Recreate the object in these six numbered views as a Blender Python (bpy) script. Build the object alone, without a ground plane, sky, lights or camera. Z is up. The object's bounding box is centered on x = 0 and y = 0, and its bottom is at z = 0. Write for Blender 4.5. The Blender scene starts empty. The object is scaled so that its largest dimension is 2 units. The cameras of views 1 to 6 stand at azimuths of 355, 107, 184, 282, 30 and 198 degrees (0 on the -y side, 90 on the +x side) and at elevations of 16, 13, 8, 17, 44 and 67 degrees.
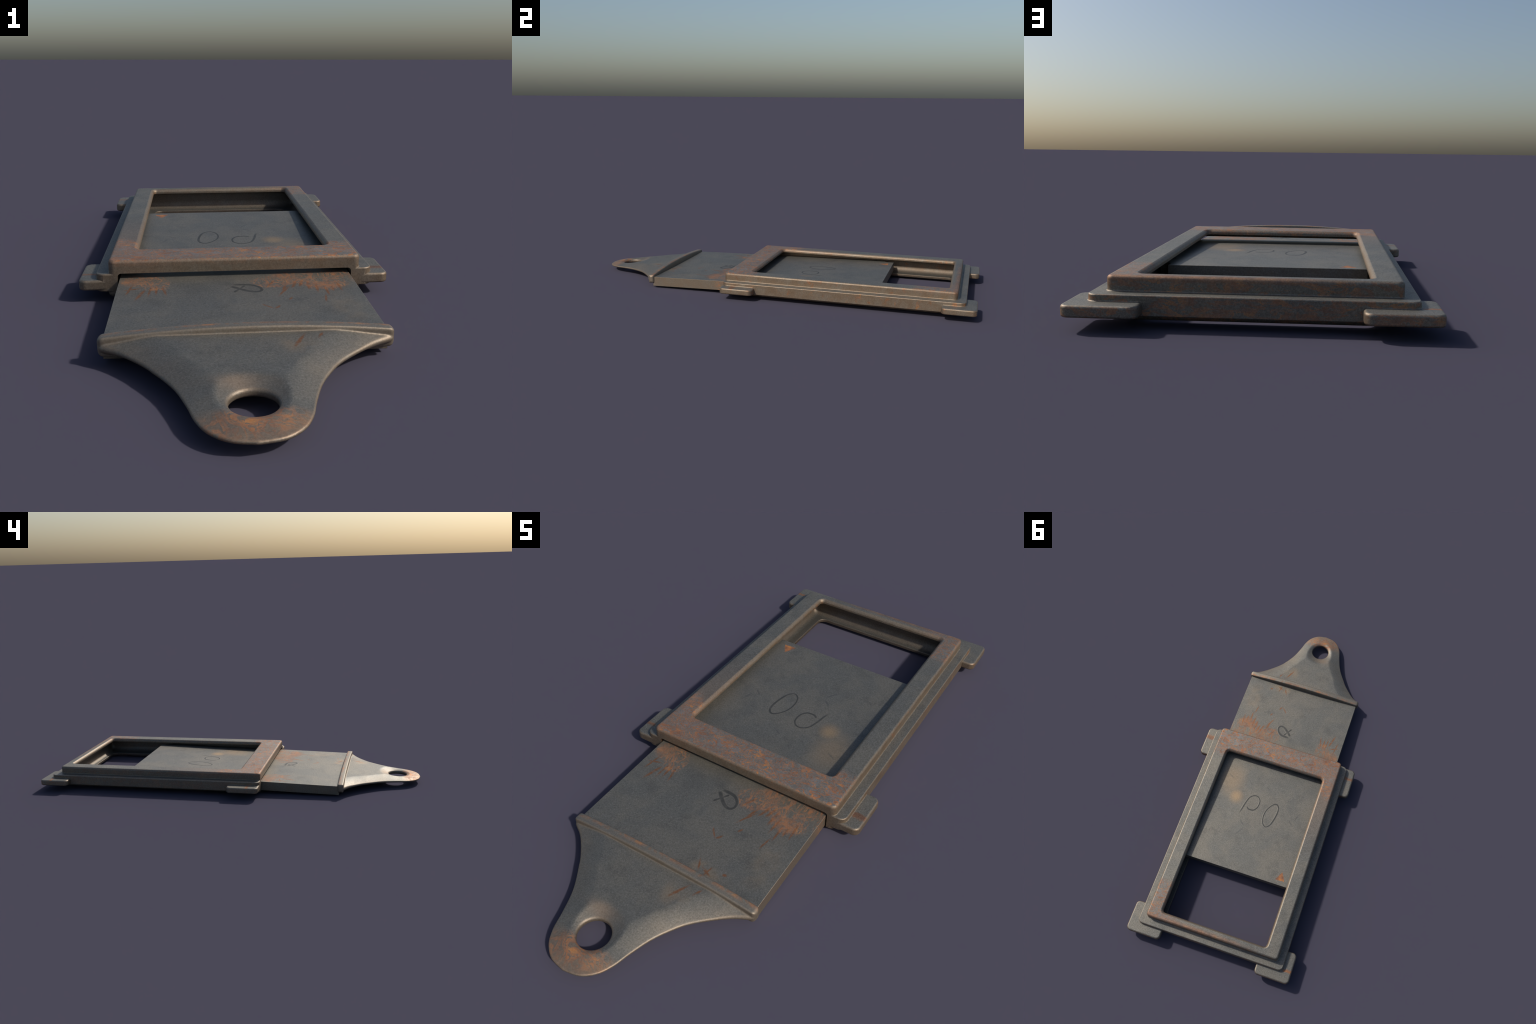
"""A sliding shutter: cast-iron frame with corner lugs, and a flat slide plate
with a bead and an eye handle, pulled half out and lying slightly tilted."""
import bpy, bmesh, math
import numpy as np
from mathutils import Vector

scene = bpy.context.scene
coll = scene.collection

# ------------------------------------------------------------------ sizes (m)
FRONT = -0.190                       # front face shared by all frame layers
FLANGE = dict(hx=0.381, y1=0.951, z0=0.027, z1=0.077)
UPPER = dict(hx=0.346, y1=0.913, z1=0.1145)
PAD = dict(hx=0.350, y1=0.917)
LUG = dict(hx=0.428, z0=0.031, z1=0.060)
CEIL = 0.078                         # roof of the slot mouth
ROOF = 0.0965                        # roof of the tray behind it
SLOT_HX = 0.3215
SLOPE = 0.02504                      # the plate rises towards the rear
PLATE_TOP, PLATE_T, PLATE_FRONT, PLATE_REAR = 0.0535, 0.047, -0.590, 0.553


# ------------------------------------------------------------------ helpers
def plate_z(y):
    return PLATE_TOP + SLOPE * (y + 0.585)


def rounded_rect(x0, x1, y0, y1, r, n=8):
    """Outline, counter-clockwise. r = one radius or four (x0y0, x1y0, x1y1, x0y1)."""
    rs = [r] * 4 if isinstance(r, (int, float)) else r
    corners = [(x0, y0, 1, 1, 180), (x1, y0, -1, 1, 270), (x1, y1, -1, -1, 0), (x0, y1, 1, -1, 90)]
    out = []
    for (cx, cy, sx, sy, a0), rr in zip(corners, rs):
        if rr <= 0:
            out.append((cx, cy))
            continue
        for i in range(n + 1):
            a = math.radians(a0 + 90 * i / n)
            out.append((cx + sx * rr + rr * math.cos(a), cy + sy * rr + rr * math.sin(a)))
    return out


def prism(outline, z0, z1):
    bm = bmesh.new()
    lo = [bm.verts.new((x, y, z0)) for x, y in outline]
    hi = [bm.verts.new((x, y, z1)) for x, y in outline]
    n = len(outline)
    bm.faces.new(lo[::-1])
    bm.faces.new(hi)
    for i in range(n):
        j = (i + 1) % n
        bm.faces.new((lo[i], lo[j], hi[j], hi[i]))
    me = bpy.data.meshes.new("prism")
    bm.to_mesh(me)
    bm.free()
    return me


def temp_object(me):
    ob = bpy.data.objects.new("helper", me)
    coll.objects.link(ob)
    return ob


def evaluated(ob):
    dg = bpy.context.evaluated_depsgraph_get()
    me = bpy.data.meshes.new_from_object(ob.evaluated_get(dg), depsgraph=dg)
    return me


def boolean(me, other, op):
    a, b = temp_object(me), temp_object(other)
    m = a.modifiers.new("b", "BOOLEAN")
    m.operation, m.object, m.solver = op, b, "EXACT"
    out = evaluated(a)
    for o in (a, b):
        bpy.data.objects.remove(o)
    return out


def loft(rings):
    """Closed solid through outlines of equal count, given as (outline, z)."""
    bm = bmesh.new()
    vs = [[bm.verts.new((x, y, z)) for x, y in o] for o, z in rings]
    n = len(vs[0])
    for lo, hi in zip(vs, vs[1:]):
        for i in range(n):
            j = (i + 1) % n
            bm.faces.new((lo[i], lo[j], hi[j], hi[i]))
    bm.faces.new(vs[0][::-1])
    bm.faces.new(vs[-1])
    me = bpy.data.meshes.new("loft")
    bm.to_mesh(me)
    bm.free()
    return me


def arc(r, n=6, flat=1.0):
    """(run, rise) pairs of a quarter round, (0, 0) to (r, r); flat > 1 nears a chamfer."""
    ts = np.linspace(0, math.pi / 2, n + 1)
    return [(r * (1 - abs(math.cos(t)) ** flat), r * math.sin(t) ** flat) for t in ts]


def slab(x0, x1, y0, y1, r, z0, z1, top=0.0, bottom=0.0, flare=None):
    """Rounded-rectangle slab with rounded top and bottom edges.
    flare = (z, radius): concave skirt that spreads at height z (front side stays flush)."""
    def ring(inset, z, out=0.0):
        return (rounded_rect(x0 + inset - out, x1 - inset + out, y0 + inset, y1 - inset + out, max(r - inset + out, 0.001)), z)
    rings = []
    if bottom:
        for run, rise in arc(bottom):
            rings.append(ring(bottom - rise, z0 + run))
    else:
        rings.append(ring(0, z0))
    if flare:
        z, fr = flare
        rings = [ring(0, z0, fr), ring(0, z, fr)]
        for run, rise in arc(fr)[1:]:
            rings.append(ring(0, z + run, fr - rise))
    if top:
        for run, rise in arc(top):
            rings.append(ring(run, z1 - top + rise))
    else:
        rings.append(ring(0, z1))
    return loft(rings)


def window(x0, x1, y0, y1, r, rings_z):
    """Cutter for an opening; rings_z = (widening, z) up its height."""
    return loft([(rounded_rect(x0 - w, x1 + w, y0 - w, y1 + w, r + w), z) for w, z in rings_z])


def finish_normals(me, angle=33):
    """Smooth across the small facets, crisp at real corners, flats stay flat."""
    bm = bmesh.new()
    bm.from_mesh(me)
    bmesh.ops.remove_doubles(bm, verts=bm.verts, dist=2e-5)
    bmesh.ops.dissolve_degenerate(bm, dist=1e-6, edges=bm.edges)
    bmesh.ops.dissolve_limit(bm, angle_limit=math.radians(0.3), verts=bm.verts, edges=bm.edges)
    for f in bm.faces:
        f.smooth = True
    for e in bm.edges:
        e.smooth = len(e.link_faces) == 2 and e.calc_face_angle(9) < math.radians(angle)
    bm.to_mesh(me)
    bm.free()
    ob = temp_object(me)
    w = ob.modifiers.new("wn", "WEIGHTED_NORMAL")
    w.keep_sharp, w.weight = True, 90
    out = evaluated(ob)
    bpy.data.objects.remove(ob)
    return out


def split_by_region(me, region_of):
    """One mesh per region; borders coincide and normals stay those of the whole."""
    normals = [tuple(c.vector) for c in me.corner_normals]
    groups = {}
    for p in me.polygons:
        groups.setdefault(region_of(p.center, p.normal), []).append(p)
    out = {}
    for name, polys in groups.items():
        index, co, faces, nor = {}, [], [], []
        for p in polys:
            f = []
            for li, vi in zip(p.loop_indices, p.vertices):
                if vi not in index:
                    index[vi] = len(co)
                    co.append(tuple(me.vertices[vi].co))
                f.append(index[vi])
                nor.append(normals[li])
            faces.append(f)
        m = bpy.data.meshes.new(name)
        m.from_pydata(co, [], faces)
        for p in m.polygons:
            p.use_smooth = True
        m.update()
        m.normals_split_custom_set(nor)
        out[name] = m
    return out


def add(name, me, parent, mat):
    ob = bpy.data.objects.new(name, me)
    me.name = name
    coll.objects.link(ob)
    ob.parent = parent
    me.materials.clear()
    me.materials.append(mat)
    return ob


# ------------------------------------------------------------------ materials
class Nodes:
    """Short-hand for building node trees."""

    def __init__(self, name):
        self.mat = bpy.data.materials.new(name)
        self.mat.use_nodes = True
        self.t = self.mat.node_tree
        self.t.nodes.clear()
        tc = self.t.nodes.new("ShaderNodeTexCoord")
        self.co = tc.outputs["Object"]
        s = self.t.nodes.new("ShaderNodeSeparateXYZ")
        self.t.links.new(self.co, s.inputs[0])
        self.x, self.y, self.z = s.outputs
        g = self.t.nodes.new("ShaderNodeNewGeometry")
        s2 = self.t.nodes.new("ShaderNodeSeparateXYZ")
        self.t.links.new(g.outputs["Normal"], s2.inputs[0])
        self.nx, self.ny, self.nz = s2.outputs

    def put(self, sock, v):
        if isinstance(v, bpy.types.NodeSocket):
            self.t.links.new(v, sock)
        else:
            sock.default_value = v

    def m(self, op, a, b=0.0, c=0.0, clamp=False):
        n = self.t.nodes.new("ShaderNodeMath")
        n.operation, n.use_clamp = op, clamp
        for i, v in enumerate((a, b, c)):
            self.put(n.inputs[i], v)
        return n.outputs[0]

    def add(self, a, b): return self.m("ADD", a, b)
    def sub(self, a, b): return self.m("SUBTRACT", a, b)
    def mul(self, a, b): return self.m("MULTIPLY", a, b)
    def mx(self, a, b): return self.m("MAXIMUM", a, b)
    def mn(self, a, b): return self.m("MINIMUM", a, b)

    def step(self, v, lo, hi, to0=0.0, to1=1.0):
        n = self.t.nodes.new("ShaderNodeMapRange")
        n.interpolation_type = "SMOOTHSTEP"
        if lo > hi:
            lo, hi, to0, to1 = hi, lo, to1, to0
        for k, val in (("Value", v), ("From Min", lo), ("From Max", hi), ("To Min", to0), ("To Max", to1)):
            self.put(n.inputs[k], val)
        return n.outputs["Result"]

    def stretch(self, scale=(1, 1, 1), rot=0.0, loc=(0, 0, 0), vec=None):
        n = self.t.nodes.new("ShaderNodeMapping")
        self.put(n.inputs["Vector"], vec or self.co)
        n.inputs["Scale"].default_value = scale
        n.inputs["Rotation"].default_value = (0, 0, rot)
        n.inputs["Location"].default_value = loc
        return n.outputs[0]

    def noise(self, scale, detail=4.0, rough=0.55, dist=0.0, vec=None):
        n = self.t.nodes.new("ShaderNodeTexNoise")
        self.put(n.inputs["Vector"], vec or self.co)
        n.inputs["Scale"].default_value = scale
        n.inputs["Detail"].default_value = detail
        n.inputs["Roughness"].default_value = rough
        n.inputs["Distortion"].default_value = dist
        return n.outputs["Fac"]

    def veins(self, scale, width, dist=1.2, vec=None, detail=3.0, level=0.5):
        """Thin wandering lines where a distorted noise crosses a level."""
        v = self.noise(scale, detail, 0.6, dist, vec)
        return self.step(self.m("ABSOLUTE", self.sub(v, level)), width, 0.0)

    def swirl(self, scale, lo, hi, dist=1.4, vec=None, detail=4.0, rough=0.6):
        """Brush-like bands: crisp on one side, fading on the other."""
        f = self.noise(scale, detail, rough, dist, vec)
        return self.mul(self.step(f, lo - 0.008, lo + 0.012), self.step(f, hi, lo + 0.012))

    def blob(self, cx, cy, rx, ry, rot=0.0, soft=0.6):
        """Soft elliptic patch on the plan of the object."""
        c, s = math.cos(rot), math.sin(rot)
        dx, dy = self.sub(self.x, cx), self.sub(self.y, cy)
        u = self.m("DIVIDE", self.add(self.mul(dx, c), self.mul(dy, s)), rx)
        v = self.m("DIVIDE", self.sub(self.mul(dy, c), self.mul(dx, s)), ry)
        r = self.m("SQRT", self.add(self.mul(u, u), self.mul(v, v)))
        return self.step(r, 1.0, 1.0 - soft)

    def stroke(self, x0, y0, x1, y1, w):
        """Soft straight scratch between two points, thinning to its ends."""
        L = math.hypot(x1 - x0, y1 - y0)
        a = math.atan2(y1 - y0, x1 - x0)
        c, s = math.cos(a), math.sin(a)
        dx, dy = self.sub(self.x, (x0 + x1) / 2), self.sub(self.y, (y0 + y1) / 2)
        wob = self.mul(self.sub(self.noise(60, 2), 0.5), 0.006)
        u = self.m("DIVIDE", self.add(self.mul(dx, c), self.mul(dy, s)), L / 2)
        v = self.m("DIVIDE", self.add(self.sub(self.mul(dy, c), self.mul(dx, s)), wob), w)
        r = self.m("SQRT", self.add(self.mul(u, u), self.mul(v, v)))
        return self.step(r, 1.0, 0.35)

    def mix(self, fac, a, b):
        n = self.t.nodes.new("ShaderNodeMix")
        n.data_type = "RGBA"
        self.put(n.inputs[0], fac)
        for i, v in ((6, a), (7, b)):
            self.put(n.inputs[i], v if isinstance(v, bpy.types.NodeSocket) else (*v, 1.0))
        return n.outputs[2]

    def scaled(self, color, v):
        n = self.t.nodes.new("ShaderNodeVectorMath")
        n.operation = "SCALE"
        self.put(n.inputs[0], color)
        self.put(n.inputs["Scale"], v)
        return n.outputs[0]

    def finish(self, color, rough, metal, height, bump=0.3, dist=0.001, spec=0.5):
        b = self.t.nodes.new("ShaderNodeBsdfPrincipled")
        o = self.t.nodes.new("ShaderNodeOutputMaterial")
        self.put(b.inputs["Base Color"], color)
        self.put(b.inputs["Roughness"], rough)
        self.put(b.inputs["Metallic"], metal)
        b.inputs["Specular IOR Level"].default_value = spec
        n = self.t.nodes.new("ShaderNodeBump")
        n.inputs["Strength"].default_value = bump
        n.inputs["Distance"].default_value = dist
        self.put(n.inputs["Height"], height)
        self.t.links.new(n.outputs[0], b.inputs["Normal"])
        self.t.links.new(b.outputs[0], o.inputs["Surface"])
        return self.mat


STEEL_A, STEEL_B, STEEL_C = (0.160, 0.156, 0.139), (0.192, 0.178, 0.149), (0.114, 0.111, 0.100)
TAN, BROWN = (0.222, 0.172, 0.124), (0.185, 0.130, 0.085)
RUST_DARK, RUST, RUST_BRIGHT = (0.205, 0.090, 0.048), (0.330, 0.132, 0.052), (0.460, 0.190, 0.050)
METAL, ROUGH = 0.72, 0.56


def steel_base(n):
    """Grey, slightly mottled and grainy metal; tilted faces and edges go tan."""
    big = n.noise(6.0, 3.0, 0.6, 0.4)
    col = n.mix(n.step(big, 0.38, 0.64), STEEL_A, STEEL_B)
    col = n.mix(n.mul(n.step(n.noise(14.0, 4.0, 0.65, vec=n.stretch(loc=(3, 1, 0))), 0.50, 0.72), 0.5), col, STEEL_C)
    grain = n.noise(250.0, 3.0, 0.65, 0.8)
    col = n.mix(n.mul(n.step(grain, 0.48, 0.70), 0.24), col, (0.290, 0.278, 0.250))
    col = n.mix(n.mul(n.step(grain, 0.50, 0.30), 0.24), col, (0.062, 0.060, 0.055))
    edge = n.mul(n.step(n.nz, 0.995, 0.84), n.mul(n.step(n.ny, 0.9, 0.2, 0.35, 1.0), n.step(n.nx, -0.9, -0.2, 0.5, 1.0)))
    col = n.mix(n.mul(edge, n.step(n.noise(24.0, 5.0, 0.65, 0.3), 0.15, 0.65, 0.35, 0.80)), col, TAN)
    return col, grain


def rust_paint(n, col, mask, tone):
    """Blend rust of uneven colour into col; mask 0..1, tone 0..1 dull to bright."""
    hue = n.noise(30.0, 4.0, 0.6, 0.5)
    rust = n.mix(n.step(hue, 0.36, 0.56), RUST_DARK, RUST)
    rust = n.mix(n.mul(n.step(hue, 0.55, 0.68), tone), rust, RUST_BRIGHT)
    return n.mix(mask, col, rust)


def frame_material():
    n = Nodes("rusted_cast_iron")
    col, grain = steel_base(n)
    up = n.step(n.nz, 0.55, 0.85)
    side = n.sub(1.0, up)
    high = n.step(n.z, 0.094, 0.104)
    warp = n.mul(n.sub(n.noise(9.0, 3.0), 0.5), 0.10)
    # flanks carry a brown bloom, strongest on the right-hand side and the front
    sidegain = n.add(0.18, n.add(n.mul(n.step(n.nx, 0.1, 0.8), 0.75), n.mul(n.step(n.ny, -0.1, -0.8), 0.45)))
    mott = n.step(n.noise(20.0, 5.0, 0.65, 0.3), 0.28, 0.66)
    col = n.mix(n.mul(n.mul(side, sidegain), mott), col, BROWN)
    # heavy scale on the front bar of the raised rim and on the far right corner
    xl = n.step(n.x, -0.22, -0.33)
    reach = n.add(-0.040, n.mul(xl, 0.085))
    bar = n.step(n.sub(n.add(n.y, n.mul(warp, 0.5)), reach), 0.020, -0.015)
    corner = n.mul(n.step(n.add(n.x, n.mul(warp, 0.8)), 0.15, 0.27), n.step(n.y, 0.705, 0.725))
    zone = n.mul(n.mx(bar, n.mul(corner, 0.8)), high)
    wide = n.mul(n.step(n.add(n.y, warp), 0.42, 0.02), n.mul(n.step(n.x, -0.15, -0.27), high))
    dense = n.step(n.x, 0.15, -0.25)
    v1 = n.swirl(8.5, 0.500, 0.560, 2.6, n.stretch((1.0, 1.5, 1.0), rot=0.35), 1.5, 0.45)
    v2 = n.veins(13.0, 0.030, 2.2, n.stretch((1, 1.4, 1), rot=0.25, loc=(5, 2, 0)), 2.0)
    v3 = n.veins(27.0, 0.042, 1.8, n.stretch((1, 1.2, 1), loc=(2, 7, 0)), 2.0)
    v4 = n.veins(50.0, 0.060, 1.2, n.stretch(loc=(6, 1, 0)), 2.0)
    web = n.mx(n.mx(n.mul(v1, 0.95), n.mul(v2, 1.0)), n.mx(n.mul(v3, 0.62), n.mul(v4, n.add(0.0, n.mul(dense, 0.45)))))
    web = n.mul(web, n.step(n.noise(60.0, 3.0, 0.6), 0.25, 0.5, 0.55, 1.0))
    haze = n.mx(n.mul(zone, n.step(n.noise(16.0, 4.0), 0.25, 0.7)), n.mul(wide, n.step(n.noise(16.0, 4.0), 0.1, 0.6, 0.7, 1.6)))
    col = n.mix(n.mul(haze, 0.26), col, (0.245, 0.165, 0.120))
    blue = n.mul(zone, n.step(n.noise(26.0, 3.0, 0.5, 0.8, n.stretch(loc=(9, 0, 0))), 0.50, 0.66))
    col = n.mix(n.mul(n.mul(zone, n.step(n.nz, 0.9, 0.98)), n.add(0.25, n.mul(blue, 0.5))), col, (0.225, 0.222, 0.214))
    # the worn window edge of the bar keeps bare metal in its middle
    bare = n.mul(n.blob(-0.10, -0.072, 0.12, 0.016, 0.0, 0.7), high)
    rust = n.mul(n.mul(n.mul(zone, web), n.sub(1.0, n.mul(bare, 0.7))), n.add(0.25, n.mul(up, 0.72)))
    # wandering rust veins on the rear and left flanks
    vs = n.stretch((1.0, 1.0, 2.2), loc=(0, 3, 1))
    rear_v = n.mx(n.swirl(9.0, 0.52, 0.66, 1.8, vs), n.mul(n.swirl(20.0, 0.54, 0.68, 1.2, vs), 0.8))
    flank = n.mul(n.mul(side, n.mx(n.step(n.ny, 0.3, 0.8), n.mul(n.step(n.nx, -0.3, -0.8), 0.4))), n.mul(rear_v, 0.62))
    speck = n.mul(n.mul(side, n.step(n.nx, 0.2, 0.8)), n.mul(n.step(n.noise(26.0, 4.0, 0.65, 0.6), 0.56, 0.68), 0.55))
    # thin rust along the upper outer edge of the rim, and streaks on the lugs
    rim = n.mul(n.mul(n.step(n.y, 0.885, 0.905), n.mul(n.step(n.z, 0.098, 0.107), n.step(n.x, -0.3, 0.0))), n.mul(n.noise(22.0, 3.0), 0.9))
    low = n.step(n.z, 0.0625, 0.0605)
    far = n.step(n.m("ABSOLUTE", n.x), 0.381, 0.386)
    wob = n.mul(n.sub(n.noise(30.0, 3.0), 0.5), 0.03)
    s1 = n.step(n.m("ABSOLUTE", n.add(n.sub(n.y, -0.134), wob)), 0.013, 0.004)
    s2 = n.mul(n.step(n.m("ABSOLUTE", n.add(n.sub(n.y, 0.942), wob)), 0.011, 0.004), n.step(n.x, 0.1, -0.1))
    stripe = n.mul(n.mul(n.mul(n.mx(s1, s2), low), far), n.mul(up, 0.72))
    col = rust_paint(n, col, n.mx(n.mx(rust, n.mx(flank, speck)), n.mx(rim, stripe)), 0.8)
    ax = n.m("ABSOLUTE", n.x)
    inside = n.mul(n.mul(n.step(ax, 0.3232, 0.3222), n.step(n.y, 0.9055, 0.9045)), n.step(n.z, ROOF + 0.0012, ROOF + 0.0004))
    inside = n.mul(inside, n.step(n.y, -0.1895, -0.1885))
    col = n.mix(n.mul(inside, 0.45), col, (0.050, 0.043, 0.036))  # interior colour darkened: occlusion shade of the tray painted in
    rough = n.add(ROUGH, n.mul(zone, 0.08))
    metal = n.sub(METAL, n.mul(n.mx(rust, flank), 0.35))
    h = n.add(n.mul(grain, 0.55), n.mul(n.noise(40.0, 4.0, 0.6), 0.35))
    col = n.scaled(col, n.step(grain, 0.30, 0.72, 0.84, 1.20))
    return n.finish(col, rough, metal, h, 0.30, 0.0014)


def slide_material():
    n = Nodes("worn_slide_iron")
    col, grain = steel_base(n)
    up = n.step(n.nz, 0.55, 0.85)
    side = n.sub(1.0, up)
    mott = n.step(n.noise(24.0, 5.0, 0.65, 0.3), 0.30, 0.66)
    col = n.mix(n.mul(n.mul(side, 0.35), mott), col, BROWN)
    outside = n.step(n.y, -0.14, -0.19)
    # --- rust fans that creep out of the slot
    streak = n.stretch((1.0, 0.38, 1.0), rot=0.12)
    w1 = n.mx(n.veins(19.0, 0.045, 1.6, streak, 2.0), n.mul(n.swirl(24.0, 0.520, 0.590, 1.8, streak, 2.0, 0.5), 0.8))
    w2 = n.veins(40.0, 0.050, 1.6, n.stretch((1.0, 0.45, 1.0), rot=0.2, loc=(3, 5, 0)), 2.0)
    clump = n.noise(15.0, 4.0, 0.6, 0.8, n.stretch(loc=(4, 1, 0)))
    right = n.mx(n.blob(0.215, -0.205, 0.165, 0.100), n.mul(n.blob(0.235, -0.265, 0.085, 0.075), 0.95))
    right = n.mx(right, n.mul(n.blob(0.10, -0.245, 0.085, 0.065, 0.3), 0.85))
    left = n.mx(n.blob(-0.250, -0.212, 0.080, 0.068), n.mul(n.blob(-0.215, -0.245, 0.048, 0.065), 0.9))
    fan = n.mul(n.mx(right, left), outside)
    web = n.mx(w1, n.mul(w2, 0.8))
    hot = n.mul(n.mx(n.blob(0.232, -0.275, 0.05, 0.05), n.blob(-0.280, -0.220, 0.035, 0.03)), n.step(clump, 0.42, 0.6))
    fan_mask = n.mul(n.step(n.add(fan, n.mul(n.sub(n.noise(38.0, 3.0, 0.6, 0.8, streak), 0.5), 1.1)), 0.18, 0.62), n.mx(n.mul(web, n.step(clump, 0.22, 0.42)), n.mul(hot, n.step(n.noise(50.0, 4.0), 0.35, 0.6))))
    haze = n.mul(fan, n.step(clump, 0.30, 0.62))
    col = n.mix(n.mul(haze, 0.40), col, (0.240, 0.172, 0.118))
    # a band of old dirt just outside the slot
    col = n.mix(n.mul(n.mul(n.step(n.y, -0.262, -0.20), outside), 0.35), col, (0.20, 0.172, 0.130))
    # rust-coloured scratches: creeping streaks, a small hook, bead streaks
    s = None
    for q in [(-0.266, -0.370, -0.238, -0.270, 0.0070), (-0.185, -0.340, -0.200, -0.255, 0.0050), (-0.212, -0.335, -0.214, -0.25, 0.0045),
              (-0.305, -0.290, -0.245, -0.270, 0.0050), (0.092, -0.370, 0.140, -0.275, 0.0050), (0.137, -0.310, 0.160, -0.240, 0.0070),
              (0.182, -0.325, 0.190, -0.240, 0.0065), (0.244, -0.338, 0.246, -0.285, 0.0045), (0.120, -0.390, 0.132, -0.366, 0.0045),
              (0.208, -0.416, 0.221, -0.345, 0.0042), (0.110, -0.330, 0.128, -0.270, 0.006), (0.160, -0.300, 0.176, -0.235, 0.006),
              (-0.232, -0.345, -0.226, -0.250, 0.0050), (-0.290, -0.330, -0.276, -0.240, 0.0045), (0.070, -0.300, 0.104, -0.230, 0.0055),
              (0.202, -0.350, 0.208, -0.260, 0.0055), (0.228, -0.372, 0.226, -0.280, 0.0050), (0.268, -0.345, 0.262, -0.250, 0.0055), (0.045, -0.406, 0.081, -0.447, 0.0046), (0.077, -0.447, 0.096, -0.418, 0.0058),
              (0.082, -0.520, 0.108, -0.575, 0.0045), (0.134, -0.530, 0.126, -0.580, 0.0045), (0.100, -0.545, 0.150, -0.570, 0.0060),
              (0.170, -0.545, 0.188, -0.538, 0.0070), (0.145, -0.655, 0.162, -0.620, 0.0050), (0.085, -0.700, 0.125, -0.618, 0.0060)]:
        k = n.stroke(*q)
        s = k if s is None else n.mx(s, k)
    scratch = n.mul(n.mul(s, up), n.step(n.noise(70.0, 3.0), 0.20, 0.55))
    soft = n.mx(n.mul(n.blob(0.105, -0.67, 0.055, 0.07), 0.40), n.mul(n.blob(0.125, -0.555, 0.07, 0.035), 0.45))
    soft = n.mx(soft, n.mul(n.blob(0.255, -0.45, 0.05, 0.14), 0.22))
    soft = n.mul(soft, n.step(n.noise(20.0, 4.0), 0.3, 0.7))
    # --- plate inside the frame: tan bloom, rusty corner flake
    bloom = n.mx(n.mul(n.blob(0.145, 0.158, 0.052, 0.060, 0.3, 0.95), 1.0), n.mul(n.blob(0.195, 0.075, 0.10, 0.13, 0.0, 0.9), 0.55))
    tanmask = n.mul(n.mul(n.mx(bloom, soft), up), 0.72)
    col = n.mix(tanmask, col, (0.400, 0.275, 0.155))
    fx, fy = n.add(n.x, 0.228), n.sub(n.y, 0.508)
    fw = n.mul(n.sub(n.noise(50.0, 3.0), 0.5), 0.010)
    # wedge: flat towards the plate's end, narrowing to a point away from it
    wedge = n.mx(n.sub(n.m("ABSOLUTE", fx), n.add(0.014, n.mul(fy, 0.50))), n.sub(fy, 0.020))
    flake = n.mul(n.step(n.add(wedge, fw), 0.0025, -0.0025), up)
    # --- rust on the eye and on top of the bead
    eyev = n.mx(n.swirl(15.0, 0.49, 0.64, 2.0, None, 2.0, 0.5), n.swirl(32.0, 0.52, 0.66, 1.4, None, 2.0, 0.5))
    eye = n.mul(n.mul(eyev, n.blob(-0.02, -0.943, 0.125, 0.060, 0.15, 0.6)), n.step(n.y, -0.890, -0.915))
    eyehaze = n.mul(n.step(n.add(n.y, n.mul(n.sub(clump, 0.5), 0.05)), -0.895, -0.945), n.step(clump, 0.2, 0.6, 0.35, 0.8))
    eyehaze = n.mx(eyehaze, n.mul(n.blob(-0.04, -0.815, 0.07, 0.035, 0.0, 0.9), 0.40))
    col = n.mix(n.mul(eyehaze, up), col, (0.300, 0.205, 0.135))
    near_bead = n.mul(n.step(n.y, -0.622, -0.612), n.step(n.y, -0.578, -0.588))
    crown = n.mul(n.mul(near_bead, n.step(n.y, -0.603, -0.592)), n.mul(n.step(n.nz, 0.2, 0.8), n.step(n.noise(26.0, 4.0, 0.65, 0.8), 0.40, 0.60)))
    col = n.mix(n.mul(near_bead, 0.4), col, (0.255, 0.215, 0.165))
    col = n.mix(n.mul(scratch, 0.9), col, (0.240, 0.108, 0.052))
    mask = n.mx(n.mul(fan_mask, 0.74), n.mx(n.mul(flake, 0.95), n.mx(n.mul(eye, 0.8), n.mul(crown, 0.62))))
    col = rust_paint(n, col, mask, 0.8)
    # --- faint pencil-like smudges and scratches
    g = None
    for q in [(-0.205, 0.235, -0.160, 0.193, 0.0048), (-0.212, 0.152, -0.195, 0.206, 0.0045), (0.040, 0.310, 0.080, 0.372, 0.0045),
              (0.042, 0.312, 0.085, 0.272, 0.0055), (-0.040, 0.080, 0.014, 0.052, 0.0040), (0.184, 0.067, 0.228, 0.042, 0.0040)]:
        k = n.stroke(*q)
        g = k if g is None else n.mx(g, k)
    # graphite rubbed around the drawn signs
    halo = n.mx(n.blob(0.036, -0.293, 0.058, 0.046, 0.9, 0.8), n.mul(n.blob(-0.002, -0.310, 0.035, 0.028, 0.9, 0.9), 0.8))
    smudge = n.mx(n.mul(n.blob(-0.11, -0.275, 0.07, 0.05, 0.0, 0.9), 0.4), n.mul(halo, 0.60))
    smudge = n.mx(smudge, n.mul(n.step(n.noise(8.0, 3.0, 0.6, 0.5, n.stretch(loc=(7, 2, 0))), 0.54, 0.68), 0.35))
    col = n.mix(n.mul(n.mul(n.mx(n.mul(g, 0.55), n.mul(smudge, 0.6)), up), 0.8), col, (0.085, 0.088, 0.088))
    metal = n.sub(METAL, n.mul(mask, 0.35))
    h = n.add(n.mul(grain, 0.9), n.mul(n.noise(45.0, 4.0, 0.6), 0.30))
    col = n.scaled(col, n.step(grain, 0.30, 0.72, 0.90, 1.13))
    return n.finish(col, n.add(ROUGH - 0.01, n.mul(mask, 0.1)), metal, h, 0.26, 0.0014)


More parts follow.
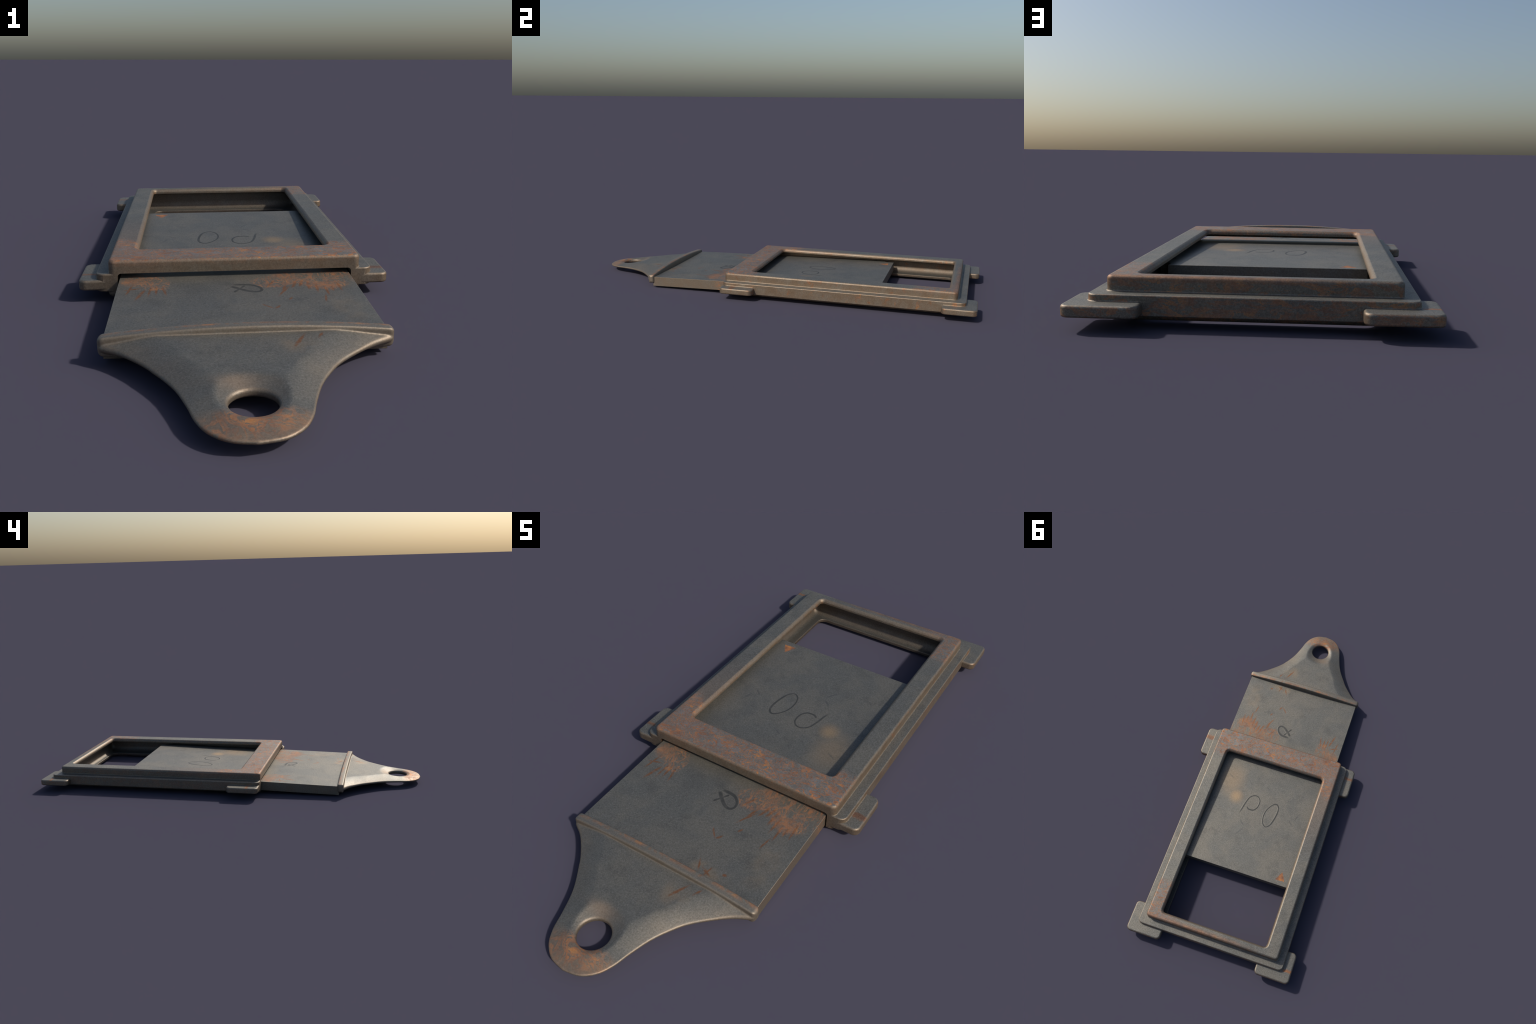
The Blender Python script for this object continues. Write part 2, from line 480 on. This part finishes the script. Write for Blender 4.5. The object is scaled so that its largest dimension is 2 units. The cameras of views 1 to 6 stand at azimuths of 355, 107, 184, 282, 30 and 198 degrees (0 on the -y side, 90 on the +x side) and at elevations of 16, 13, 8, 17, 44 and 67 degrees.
def mark_material():
    """Graphite, densest along the middle of a stroke, thinning into bare metal."""
    n = Nodes("dark_pencil")
    col, grain = steel_base(n)
    rise = n.sub(n.z, n.add(plate_z(0.0), n.mul(n.y, SLOPE)))
    dense = n.mul(n.step(rise, 0.00005, 0.00050), n.step(n.noise(60.0, 4.0, 0.6), 0.20, 0.60, 0.65, 1.0))
    col = n.mix(n.mul(dense, 0.80), col, (0.052, 0.054, 0.053))
    return n.finish(col, ROUGH + 0.01, METAL, n.mul(grain, 0.9), 0.28, 0.0014)


FRAME_MAT, SLIDE_MAT, MARK_MAT = frame_material(), slide_material(), mark_material()


# ------------------------------------------------------------------ frame
def build_frame(root):
    f, u, p = FLANGE, UPPER, PAD
    me = slab(-f["hx"], f["hx"], FRONT, f["y1"], 0.024, f["z0"], f["z1"], top=0.0045, bottom=0.003)
    me = boolean(me, slab(-u["hx"], u["hx"], FRONT - 0.0004, u["y1"], 0.017, 0.040, u["z1"], top=0.0095, flare=(f["z1"], 0.004)), "UNION")
    me = boolean(me, slab(-p["hx"], p["hx"], FRONT - 0.0002, p["y1"], 0.022, 0.0095, 0.045, bottom=0.012), "UNION")
    for s in (-1, 1):
        for x0, x1, y0, y1 in ((0.335, LUG["hx"], FRONT - 0.0006, -0.026), (0.250, LUG["hx"], 0.846, 1.0)):
            a, b = sorted((s * x0, s * x1))
            me = boolean(me, slab(a, b, y0, y1, 0.021, LUG["z0"], LUG["z1"], top=0.0075, bottom=0.006), "UNION")
            # small weld fillet where the lug meets the flange
            weld = slab(-f["hx"], f["hx"], FRONT + 0.002, f["y1"], 0.024, 0.050, 0.075, flare=(LUG["z1"] - 0.0002, 0.004))
            weld = boolean(weld, prism(rounded_rect(a + 0.007, b - 0.007, y0 + 0.007, y1 - 0.007, 0.012), 0.045, 0.066), "INTERSECT")
            me = boolean(me, weld, "UNION")
    # channel for the plate, open at the front, with rounded roof corners
    roof = [(-SLOT_HX, 0.0125), (SLOT_HX, 0.0125)] + [(SLOT_HX - run, CEIL - 0.010 + rise) for run, rise in arc(0.010)]
    roof += [(-x, z) for x, z in roof[:1:-1]]
    ch = prism(roof, 0.0, 0.92)                             # drawn in x-z, pulled along y
    for v in ch.vertices:
        x, z, t = v.co
        v.co = (x, 0.52 - t, z)
    me = boolean(me, ch, "DIFFERENCE")
    # behind the mouth the roof is higher, leaving a thin lip round the window
    me = boolean(me, prism(rounded_rect(-SLOT_HX + 0.0004, SLOT_HX - 0.0004, -0.165, 0.9035, 0.012), 0.060, ROOF), "DIFFERENCE")
    # rear of the tray: coved floor
    cove = [(SLOT_HX - 0.033 + rise, 0.024 + run) for run, rise in arc(0.033, 8)]
    tray = loft([(rounded_rect(-x, x, 0.46, 0.903 - (SLOT_HX - x), max(0.02 - (SLOT_HX - x) * 0.4, 0.004)), z) for x, z in cove] +
                [(rounded_rect(-SLOT_HX, SLOT_HX, 0.46, 0.903, 0.02), CEIL + 0.0004)])
    me = boolean(me, tray, "DIFFERENCE")
    # upper and lower windows, with rounded lips
    lip = [(0.0115 - rise, u["z1"] - run) for run, rise in arc(0.0115, 8, 1.35)]
    lip = [(0, 0.085)] + [(w, z) for w, z in lip[::-1]]
    me = boolean(me, window(-0.2735, 0.2735, -0.068, 0.871, 0.015, lip + [(0.0115, 0.2)]), "DIFFERENCE")
    low = [(0.004, -0.1), (0.004, 0.0095)] + [(0.004 - rise, 0.0095 + run) for run, rise in arc(0.004, 4)][1:]
    low += [(run, 0.024 - 0.003 + rise) for run, rise in arc(0.003, 4)] + [(0.003, 0.050)]
    me = boolean(me, window(-0.267, 0.267, -0.069, 0.8685, 0.028, low), "DIFFERENCE")
    me = finish_normals(me)

    def region(c, nrm):
        x, y, z = abs(c.x), c.y, c.z
        if z < 0.0635 and (x > 0.3825 or y > 0.9525):
            return "lug_" + ("r" if c.x > 0 else "l") + ("b" if c.y > 0.4 else "f")
        if x < SLOT_HX + 0.001 and -0.188 < y < 0.9040 and z < ROOF + 0.0005:
            return "tray"
        if z > 0.0765:
            return "raised_rim"
        if z < 0.0275:
            return "base_pad"
        return "flange"

    parts = split_by_region(me, region)
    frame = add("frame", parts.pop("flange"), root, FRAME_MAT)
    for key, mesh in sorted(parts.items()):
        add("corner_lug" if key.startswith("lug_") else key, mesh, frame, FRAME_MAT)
    return frame


# ------------------------------------------------------------------ slide
def build_plate(root):
    """Flat plate with a narrower tongue at the rear, tilted along its length."""
    hw, tongue, fr = 0.316, 0.281, 0.020
    half = [(hw, PLATE_FRONT), (hw, 0.500)]
    for i in range(1, 7):                                    # concave shoulder
        a = math.radians(90 * i / 6)
        half.append((hw - (hw - tongue) * math.sin(a), 0.500 + fr * (1 - math.cos(a))))
    half.append((tongue, PLATE_REAR))
    outline = half + [(-x, y) for x, y in half[::-1]]
    # edges eased by insetting the outline a little at top and bottom
    e = 0.0012
    def eased(inset):
        return [(x - math.copysign(inset, x), min(max(y, PLATE_FRONT + inset), PLATE_REAR - inset)) for x, y in outline]
    z0, z1 = PLATE_TOP - PLATE_T, PLATE_TOP
    me = finish_normals(loft([(eased(e), z0), (eased(e * 0.3), z0 + e * 0.3), (eased(0), z0 + e), (eased(0), z1 - e), (eased(e * 0.3), z1 - e * 0.3), (eased(e), z1)]), 50)
    for v in me.vertices:
        v.co.z += SLOPE * (v.co.y + 0.585)
    return add("slide_plate", me, root, SLIDE_MAT)


def smooth_curve(pts, per=14, closed=False):
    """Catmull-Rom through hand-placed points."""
    p = np.array(pts, float)
    n = len(p)
    out = []
    for i in range(n if closed else n - 1):
        if closed:
            a, b, c, d = (p[(i + k) % n] for k in (-1, 0, 1, 2))
        else:
            b, c = p[i], p[i + 1]
            a = p[i - 1] if i > 0 else 2 * b - c
            d = p[i + 2] if i + 2 < n else 2 * c - b
        for k in range(per):
            t = k / per
            out.append(0.5 * ((2 * b) + (-a + c) * t + (2 * a - 5 * b + 4 * c - d) * t * t + (-a + 3 * b - 3 * c + d) * t ** 3))
    if not closed:
        out.append(p[-1])
    return np.array(out)


HOLE = (-0.0125, -0.878, 0.047)
HANDLE_EDGE = [(0.323, -0.600), (0.319, -0.615), (0.276, -0.641), (0.231, -0.681), (0.190, -0.728), (0.146, -0.800),
               (0.121, -0.868), (0.106, -0.920), (0.084, -0.960), (0.048, -0.988), (0.0, -0.9985)]


def build_handle(root):
    edge = smooth_curve(HANDLE_EDGE, 30)
    shift = lambda y: -0.0145 * np.clip((-0.61 - y) / 0.12, 0, 1) ** 1.0
    right = edge.copy()
    left = edge.copy()
    left[:, 0] *= -1
    right[:, 0] += shift(right[:, 1])
    left[:, 0] += shift(left[:, 1])
    rim = np.vstack([right, left])
    # rows of points from the bead to the tip, denser towards both rims
    tip = edge[-1, 1]
    ys = np.concatenate([np.linspace(-0.600, -0.90, 100, endpoint=False), tip + (-0.90 - tip) * np.cos(np.linspace(0, math.pi / 2, 60))])
    ys[-1] = tip + 1e-5
    us = np.sin(np.linspace(-math.pi / 2, math.pi / 2, 141))
    w = np.interp(-ys, -edge[:, 1], edge[:, 0])
    X = w[:, None] * us[None, :] + shift(ys)[:, None]
    Y = np.repeat(ys[:, None], len(us), 1)
    P = np.stack([X.ravel(), Y.ravel()], 1)
    d = np.empty(len(P))
    seg_a = np.vstack([right[:-1], left[:-1]])
    seg_b = np.vstack([right[1:], left[1:]])
    for i in range(0, len(P), 2000):
        q = P[i:i + 2000, None, :]
        ab = (seg_b - seg_a)[None]
        t = np.clip(((q - seg_a[None]) * ab).sum(2) / np.maximum((ab * ab).sum(2), 1e-12), 0, 1)
        d[i:i + 2000] = np.sqrt((((seg_a[None] + ab * t[..., None]) - q) ** 2).sum(2)).min(1)
    d = d.reshape(X.shape)
    d[:, 0] = d[:, -1] = 0
    lip = np.interp(-Y, [0.61, 0.625, 0.66, 0.72], [0.0072, 0.0064, 0.0042, 0.0036])
    wid = np.interp(-Y, [0.61, 0.66, 0.72, 0.80, 0.88, 0.95, 1.0], [0.076, 0.072, 0.062, 0.068, 0.082, 0.075, 0.06])
    top = np.interp(-Y, [0.60, 0.63, 0.72, 0.80, 0.86, 0.92, 1.0], [0.0262, 0.0258, 0.0240, 0.0235, 0.0215, 0.0160, 0.0110])
    u = np.clip(d / wid, 0, 1)
    k = 1 - np.minimum(d / lip, 1)
    h = lip * np.sqrt(np.clip(1 - k * k, 0, 1)) + (top - lip) * (1 - (1 - u) ** 1.35)
    r = np.hypot(X - HOLE[0], Y - HOLE[1])
    dish = 0.0074 + 0.37 * np.maximum(r - HOLE[2], -0.01)
    nose = np.clip((r - HOLE[2] + 0.0012) / 0.0062, 0.0, 1.0)
    dish = dish * np.sqrt(1 - (1 - nose) ** 2)
    s = 0.0035
    blend = np.clip(0.5 + 0.5 * (h - dish) / s, 0, 1)
    h = h * (1 - blend) + dish * blend - s * blend * (1 - blend)
    h = np.maximum(h, 0)
    droop = -0.005 * np.clip((-0.62 - Y) / 0.38, 0, 1) ** 1.5
    mid = 0.0405 + droop
    nr, nc = X.shape
    co, faces = [], []
    up_i = lambda i, j: i * nc + j
    for i in range(nr):
        for j in range(nc):
            co.append((X[i, j], Y[i, j], mid[i, j] + h[i, j]))
    low = {}
    for i in range(nr):
        for j in range(nc):
            if j in (0, nc - 1):
                low[i, j] = up_i(i, j)
            else:
                low[i, j] = len(co)
                co.append((X[i, j], Y[i, j], mid[i, j] - h[i, j]))
    for i in range(nr - 1):
        for j in range(nc - 1):
            faces.append((up_i(i, j), up_i(i + 1, j), up_i(i + 1, j + 1), up_i(i, j + 1)))
            f = (low[i, j], low[i, j + 1], low[i + 1, j + 1], low[i + 1, j])
            faces.append(tuple(dict.fromkeys(f)))
    for i in (0, nr - 1):                                    # close both ends
        for j in range(nc - 1):
            f = tuple(dict.fromkeys((up_i(i, j), up_i(i, j + 1), low[i, j + 1], low[i, j])))
            if len(f) > 2:
                faces.append(f if i == 0 else f[::-1])
    me = bpy.data.meshes.new("handle")
    me.from_pydata(co, [], faces)
    bm = bmesh.new()
    bm.from_mesh(me)
    bmesh.ops.recalc_face_normals(bm, faces=bm.faces)
    bm.to_mesh(me)
    bm.free()
    ring = [(HOLE[0] + HOLE[2] * math.cos(a), HOLE[1] + HOLE[2] * math.sin(a)) for a in np.linspace(0, 2 * math.pi, 97)[:-1]]
    me = boolean(me, prism(ring, -0.1, 0.2), "DIFFERENCE")

    # bead across the plate's end: lens-shaped seen from the front, rounded ends
    bm = bmesh.new()
    hx, rows = 0.3265, []
    xs = np.concatenate([-hx + 0.012 * (1 - np.cos(np.linspace(0, math.pi / 2, 9)))[:-1], np.linspace(-hx + 0.012, hx - 0.012, 61),
                         (hx - 0.012 * (1 - np.cos(np.linspace(0, math.pi / 2, 9))))[::-1][1:]])
    for x in xs:
        end = math.sqrt(max(0.0, 1 - (max(0.0, abs(x) - (hx - 0.012)) / 0.012) ** 2))
        end = max(end, 0.02)
        q2 = 1 - (x / hx) ** 2
        half_h = (0.0205 + 0.0202 * q2) * (0.45 + 0.55 * end)
        mid_h = 0.0435 - 0.0028 * q2
        half_w = 0.0150 * end
        row = []
        for q in np.linspace(0, 2 * math.pi, 41)[:-1]:
            c, sn = math.cos(q), math.sin(q)
            e = 2 / 7.0
            row.append(bm.verts.new((x, -0.5985 + half_w * math.copysign(abs(c) ** e, c), mid_h + half_h * math.copysign(abs(sn) ** (2 / 8.0), sn))))
        rows.append(row)
    for a, b in zip(rows, rows[1:]):
        for j in range(40):
            bm.faces.new((a[j], a[(j + 1) % 40], b[(j + 1) % 40], b[j]))
    bm.faces.new(rows[0][::-1])
    bm.faces.new(rows[-1])
    bmesh.ops.recalc_face_normals(bm, faces=bm.faces)
    bead = bpy.data.meshes.new("bead")
    bm.to_mesh(bead)
    bm.free()
    me = boolean(me, bead, "UNION")
    ob = temp_object(me)
    rm = ob.modifiers.new("remesh", "REMESH")
    rm.mode, rm.voxel_size, rm.use_smooth_shade = "VOXEL", 0.0019, True
    sm = ob.modifiers.new("smooth", "SMOOTH")
    sm.factor, sm.iterations = 0.5, 3
    me = evaluated(ob)
    bpy.data.objects.remove(ob)
    for v in me.vertices:
        v.co.z += SLOPE * (v.co.y + 0.585)
    for p in me.polygons:
        p.use_smooth = True
    me.update()
    parts = split_by_region(me, lambda c, nrm: "bead" if c.y > -0.6142 else "eye_handle")
    h = add("eye_handle", parts["eye_handle"], root, SLIDE_MAT)
    add("bead", parts["bead"], root, SLIDE_MAT)
    return h


def build_mark(root, pts, width, closed=False, ends=(0.3, 0.3)):
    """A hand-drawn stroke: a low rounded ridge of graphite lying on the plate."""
    c = smooth_curve(pts, 12, closed)
    n = len(c)
    if closed:
        tang = np.roll(c, -1, 0) - np.roll(c, 1, 0)
    else:
        tang = np.gradient(c, axis=0)
    tang /= np.linalg.norm(tang, axis=1)[:, None]
    nor = np.stack([-tang[:, 1], tang[:, 0]], 1)
    rows, co, faces = 7, [], []
    for i in range(n):
        t = i / (n - 1)
        w = width * (0.85 + 0.15 * math.sin(7 * t + 1)) * 1.0
        rise = 0.0006 if closed else 0.0006 * min(1.0, ends[0] + t * 9, ends[1] + (1 - t) * 9)
        for a in np.linspace(-1, 1, rows):
            x, y = c[i] + nor[i] * a * w / 2
            co.append((x, y, plate_z(y) + rise * (1 - a * a) - 0.0001 * a * a))
    for i in range(n if closed else n - 1):
        j = (i + 1) % n
        for k in range(rows - 1):
            faces.append((i * rows + k, j * rows + k, j * rows + k + 1, i * rows + k + 1))
    me = bpy.data.meshes.new("mark")
    me.from_pydata(co, [], faces)
    bm = bmesh.new()
    bm.from_mesh(me)
    bmesh.ops.recalc_face_normals(bm, faces=bm.faces)
    if sum(f.normal.z for f in bm.faces) < 0:
        bmesh.ops.reverse_faces(bm, faces=bm.faces)
    bm.to_mesh(me)
    bm.free()
    for p in me.polygons:
        p.use_smooth = True
    return add("pencil_mark", me, root, MARK_MAT)


# ------------------------------------------------------------------ assemble
root = bpy.data.objects.new("sliding_shutter", None)
coll.objects.link(root)
root["label"] = "rusty iron frame with half-open slide plate and eye handle"
root["category"] = "metal shutter"

build_frame(root)
plate = build_plate(root)
build_handle(plate)
build_mark(plate, [(-0.095, 0.155), (-0.0965, 0.195), (-0.084, 0.252), (-0.063, 0.2755), (-0.0415, 0.2605), (-0.0325, 0.222), (-0.0385, 0.181),
                   (-0.0600, 0.146), (-0.080, 0.137)], 0.0112, closed=True)
build_mark(plate, [(0.0695, 0.199), (0.059, 0.208), (0.043, 0.2095), (0.027, 0.2045), (0.0135, 0.182), (0.013, 0.1475), (0.030, 0.1265), (0.052, 0.126),
                   (0.073, 0.145), (0.084, 0.182), (0.0905, 0.218), (0.0985, 0.252)], 0.0116, ends=(0.6, 0.1))
build_mark(plate, [(-0.017, -0.277), (0.002, -0.297), (0.028, -0.318), (0.049, -0.323), (0.0595, -0.311), (0.0555, -0.290), (0.0385, -0.2725),
                   (0.018, -0.267), (-0.012, -0.266)], 0.0190, ends=(0.6, 0.45))
build_mark(plate, [(-0.014, -0.324), (0.004, -0.297), (0.017, -0.275)], 0.0125, ends=(0.1, 0.5))
